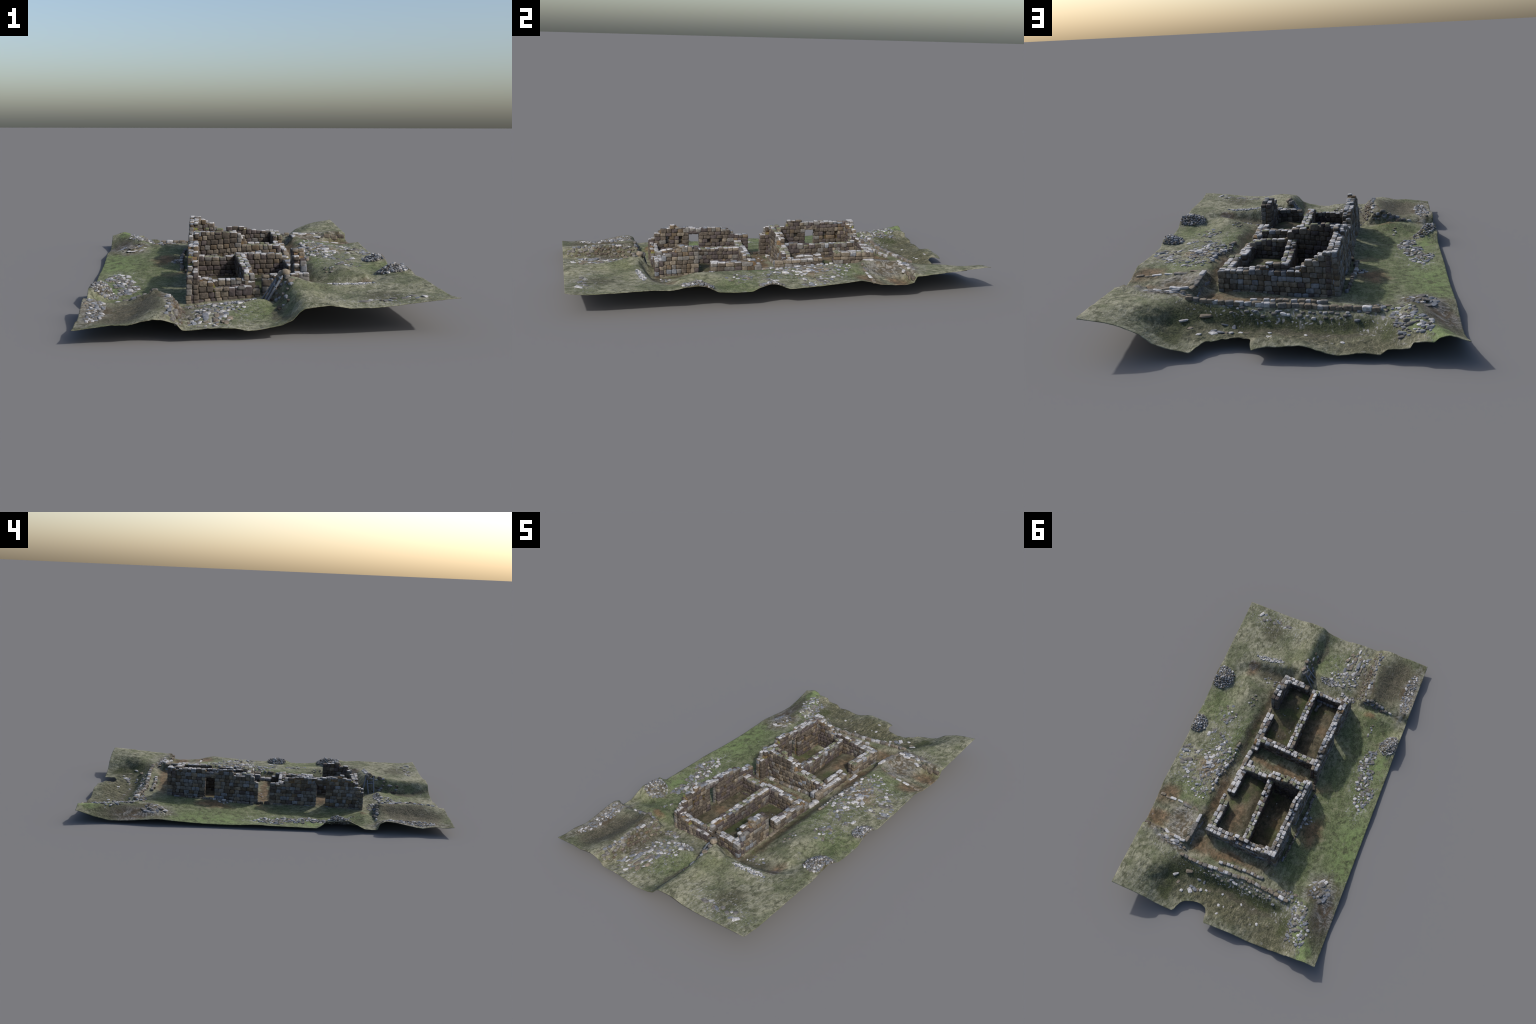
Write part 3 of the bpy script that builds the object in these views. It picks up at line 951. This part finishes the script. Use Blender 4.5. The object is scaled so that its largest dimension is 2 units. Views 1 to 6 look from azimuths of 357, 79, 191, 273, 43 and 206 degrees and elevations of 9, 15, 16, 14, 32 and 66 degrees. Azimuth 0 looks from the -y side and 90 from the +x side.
def row(g, line, size, table=LOOSE, flat=.7, lift=.25, gap=1.0, jitter=.002, kind_stretch=(1.0, 1.6)):
    """stones laid end to end along a line"""
    for (x0, y0), (x1, y1) in zip(line[:-1], line[1:]):
        l = math.hypot(x1 - x0, y1 - y0)
        yaw = math.atan2(y1 - y0, x1 - x0)
        s = 0.0
        while s < l:
            q = rng.uniform(*size)
            ln = q * rng.uniform(*kind_stretch)
            c = s + ln / 2
            x = x0 + (x1 - x0) * c / l + rng.gauss(0, jitter)
            y = y0 + (y1 - y0) * c / l + rng.gauss(0, jitter)
            h = q * flat
            g.add((x, y, gz(x, y) + h * lift), (ln * .98, q, h), (rng.gauss(0, .05), rng.gauss(0, .06), yaw + rng.gauss(0, .12)), pick(table))
            s += ln * gap


# footing stones of the house
foot = group("footing_stone", ground, "block", "footing")
row(foot, [(-.243, .49), (-.244, .33)], (.010, .013), WESTERN, .8, .2)
row(foot, [(-.249, .33), (-.247, .20), (-.240, .07)], (.012, .017), [("grey", 5), ("pale", 4), ("tan", 3)], .9, .25)
row(foot, [(-.214, .03), (-.206, -.05)], (.016, .020), WESTERN, .9, .3)
row(foot, [(-.16, .061), (.155, .058)], (.012, .016), [("pale", 3), ("grey", 3), ("tan", 3)], 1.0, .3)
row(foot, [(.205, .035), (.200, -.03)], (.020, .028), [("pale", 5), ("tan", 4)], .7, .3)
row(foot, [(.212, .28), (.208, .33)], (.014, .020), [("pale", 5), ("tan", 4)], .5, .2)
row(foot, [(.222, -.33), (.218, -.28)], (.016, .022), [("pale", 5), ("tan", 4)], .5, .2)
row(foot, [(-.155, -.14), (-.03, -.14)], (.010, .014), INSIDE, .9, .3)
row(foot, [(-.145, -.505), (.0, -.50)], (.014, .018), [("grey", 5), ("blue", 5)], .9, .4)
row(foot, [(-.03, -.49), (-.02, -.43)], (.014, .018), [("grey", 5), ("blue", 5)], .9, .4)
row(foot, [(-.14, .13), (-.03, .13)], (.010, .013), INSIDE, .8, .2)

# low retaining wall across the north yard
ret_empty = new_object("retaining_wall", None, root)
ret = group("wall_stone", ret_empty, "block", "retaining_rubble")
spill = group("fallen_stone", ret_empty, "lump", "fallen_stones")
row(ret, [(.262, .697), (.174, .699), (.10, .692), (.034, .684), (-.06, .672), (-.142, .664), (-.181, .667), (-.26, .671), (-.35, .676)],
    (.016, .022), [("pale", 6), ("tan", 6), ("grey", 3)], .85, .28, .95, .002)
row(ret, [(.06, .642), (-.03, .633), (-.123, .625), (-.195, .621)], (.014, .019), [("pale", 5), ("tan", 6), ("grey", 3)], .9, .35, 1.02)
row(spill, [(.12, .712), (-.05, .700), (-.2, .693), (-.33, .695)], (.007, .014), LOOSE, .6, .05, 1.5, .006)
row(spill, [(.10, .722), (-.10, .710), (-.3, .708)], (.007, .016), [("blue", 5), ("grey", 4), ("pale", 2)], .7, .05, 2.0, .006)
row(spill, [(-.25, .655), (-.33, .655), (-.38, .64)], (.014, .022), LOOSE, .4, .1, 1.1, .006)

# face of the quarried shelf and edge of the east bank
SLABS = [("pale", 5), ("tan", 5), ("grey", 3)]
row(ret, [(.249, .45), (.248, .54), (.252, .62)], (.014, .018), [("grey", 5), ("tan", 3), ("blue", 3)], 1.8, -.6)
row(ret, [(.262, .452), (.262, .54), (.266, .622)], (.016, .020), SLABS, .6, .1, 1.0, .002, (1.8, 3.2))
row(ret, [(.270, .628), (.33, .628), (.41, .615)], (.013, .018), SLABS, .6, .1, 1.0, .003, (1.8, 3.0))
row(ret, [(.425, .618), (.505, .618)], (.016, .022), [("tan", 4), ("brown", 4), ("grey", 3)], 1.1, -.3, 1.0, .002, (1.2, 2.2))
row(ret, [(.29, .442), (.36, .436), (.44, .43), (.51, .432)], (.010, .016), SLABS, .5, .0, 1.1, .005, (1.5, 3.5))
rub = group("loose_stone", ground)
row(rub, [(.286, .29), (.276, .18), (.270, .04), (.272, -.04)], (.009, .017), LOOSE, .8, .15, 1.15, .005)
row(rub, [(.300, .28), (.292, .16), (.288, .04)], (.008, .015), LOOSE, .7, .1, 1.4, .008)
# ruined wall in the south-west corner
row(rub, [(-.250, -.608), (-.30, -.618), (-.36, -.614), (-.42, -.610)], (.012, .020), LOOSE, .9, .15, 1.0, .004)
row(rub, [(-.248, -.61), (-.242, -.70), (-.234, -.80), (-.234, -.93)], (.009, .016), LOOSE, .7, .1, 1.25, .006)
for k in range(3):      # broken east face of the ruin
    f = (k + .5) / 3
    row(rub, [(-.246 + .034 * f, -.612), (-.240 + .034 * f, -.72), (-.232 + .034 * f, -.84), (-.236 + .034 * f, -.95)], (.010, .017),
        [("brown", 5), ("grey", 4), ("tan", 3), ("rust", 2)], .8, -.15, 1.25, .005)
for k in range(2):      # and its north face
    row(rub, [(-.255, -.605 + .008 * k), (-.31, -.612 + .010 * k), (-.38, -.606 + .006 * k)], (.011, .018), [("grey", 5), ("blue", 4), ("brown", 3)], .9, -.1, 1.1, .004)
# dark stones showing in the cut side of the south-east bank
for k in range(3):
    f = (k + .6) / 3.4
    row(rub, [(.088 + .050 * f, -.60), (.098 + .050 * f, -.68), (.105 + .048 * f, -.76)], (.010, .020), [("blue", 6), ("grey", 3), ("brown", 3)], .7, -.25, 1.7, .008)

scatter(rub, -.42, -.28, .030, .085, -15, 46, (.009, .022), flat=.55)
scatter(rub, -.45, -.16, .035, .080, -12, 44, (.009, .024), flat=.55)
scatter(rub, -.49, -.05, .038, .085, -12, 42, (.009, .022), flat=.5)
scatter(rub, -.36, -.45, .01, .05, 0, 6, (.009, .014))
scatter(rub, .34, .13, .065, .16, 0, 95, (.007, .020), flat=.38, stretch=1.9, align=80)
scatter(rub, .42, .19, .080, .12, 0, 46, (.008, .024), flat=.30, stretch=2.2, align=20)
scatter(rub, .33, .33, .05, .05, 0, 30, (.007, .016), flat=.4)
scatter(rub, .40, -.02, .07, .05, 0, 14, (.008, .020), flat=.35, stretch=1.9)
scatter(rub, .42, -.17, .05, .06, 0, 22, (.008, .020), flat=.35, stretch=1.8)
scatter(rub, .33, -.30, .02, .06, 0, 8, (.009, .014), flat=.5)
scatter(rub, .53, .16, .03, .07, 0, 14, (.010, .022), flat=.35, stretch=2.2, align=15)
scatter(rub, -.085, -.70, .085, .06, 0, 48, (.008, .018), flat=.5)
scatter(rub, -.115, -.82, .072, .12, -8, 46, (.009, .022), [("pale", 5), ("tan", 4), ("grey", 3), ("blue", 2)], flat=.4, stretch=3.2, align=80)
scatter(rub, -.015, -.645, .055, .022, 0, 95, (.006, .011), table=HEAP + [("pale", 40)], flat=.75)
scatter(rub, -.15, -.60, .05, .02, 0, 20, (.008, .014))
scatter(rub, .36, -.605, .085, .014, 10, 60, (.006, .012), table=[("pale", 60), ("blue", 20)], flat=.6)
scatter(rub, .30, -.50, .05, .03, 0, 10, (.007, .014), table=LOOSE)
scatter(rub, .44, -.85, .13, .03, -5, 12, (.012, .024), flat=.25, stretch=2.0)
scatter(rub, -.47, -.78, .030, .13, 3, 80, (.007, .016), flat=.55)
scatter(rub, -.49, -.68, .03, .05, 3, 26, (.007, .014), flat=.6)
scatter(rub, -.44, .70, .04, .05, 0, 26, (.009, .018), flat=.5)
scatter(rub, -.50, .80, .03, .09, 10, 34, (.008, .020), table=[("blue", 4), ("pale", 4), ("grey", 3)], flat=.5)
scatter(rub, -.44, .80, .02, .08, 10, 24, (.010, .022), table=[("blue", 4), ("grey", 4)], flat=.5)
scatter(rub, -.49, .55, .06, .06, 0, 30, (.010, .022), table=[("grey", 6), ("pale", 2), ("blue", 3)], flat=.28, lift=-.2, stretch=2.6, align=60)
scatter(rub, -.36, .65, .05, .03, 0, 26, (.008, .018), flat=.5)
scatter(rub, .16, .80, .10, .05, 0, 10, (.014, .028), table=[("pale", 4), ("tan", 2), ("blue", 3)], flat=.32, stretch=1.9)
scatter(rub, -.05, .84, .25, .06, 0, 12, (.008, .016), table=[("pale", 4), ("tan", 3)], flat=.3)
scatter(rub, .34, .655, .08, .015, 0, 20, (.010, .022), flat=.4, stretch=2.0, align=0)
scatter(rub, -.27, .21, .02, .03, 0, 12, (.008, .014), table=HEAP, flat=.8)
scatter(rub, -.1, .02, .10, .02, 0, 8, (.005, .009))
scatter(rub, .10, -.3, .05, .15, 0, 6, (.005, .010))
scatter(rub, -.08, .3, .05, .15, 0, 6, (.005, .010))

# three heaps of field stones
for cx, cy, rx, ry, n in ((.556, -.372, .062, .070, 330), (.546, -.045, .046, .055, 230), (-.498, -.41, .052, .062, 250)):
    heap = new_object("stone_heap", None, root)
    g = group("heap_stone", heap, "lump", "heap_stones")
    scatter(g, cx, cy, rx, ry, 0, n, (.007, .013), HEAP, .8, .25, 1.4)

# timber shoring of the cut bank beside the south wall


def beam(a, b, w, parent, name="timber_prop"):
    a, b = Vector(a), Vector(b)
    co, fa = cube_sphere(2, 14, 5, .05)
    me = mesh_from_arrays(name, co, fa)
    me.materials.append(MAT_TIMBER)
    o = new_object(name, me, parent)
    o.location = (a + b) / 2
    o.scale = (w, w, (b - a).length * 1.02)
    o.rotation_euler = (b - a).to_track_quat("Z", "Y").to_euler()
    return o


shoring = new_object("shoring", None, root)
beam((.070, -.600, .040), (.122, -.590, .132), .007, shoring)
beam((.075, -.632, .042), (.126, -.628, .130), .007, shoring)
beam((.100, -.590, .094), (.104, -.634, .094), .006, shoring, "crossbar")
beam((.116, -.588, .122), (.120, -.634, .120), .006, shoring, "crossbar")
beam((.060, -.562, .034), (.118, -.585, .128), .006, shoring)
capst = group("bank_stone", root, "lump", "bank_stones")
for x, y, z, q in ((.139, -.604, .137, .026), (.126, -.590, .130, .024), (.150, -.668, .118, .024), (.118, -.595, .118, .020),
                   (.142, -.630, .126, .018)):
    capst.add((x, y, z), (q * 1.2, q, q * .9), (0, .1, rng.uniform(0, 3)), pick([("grey", 2), ("tan", 4), ("moss", 2)]))

finish_stones({"stone_block": 300, "loose_stone": 260, "wall_stone": 80, "footing_stone": 60, "fallen_stone": 60, "heap_stone": 60, "bank_stone": 10})
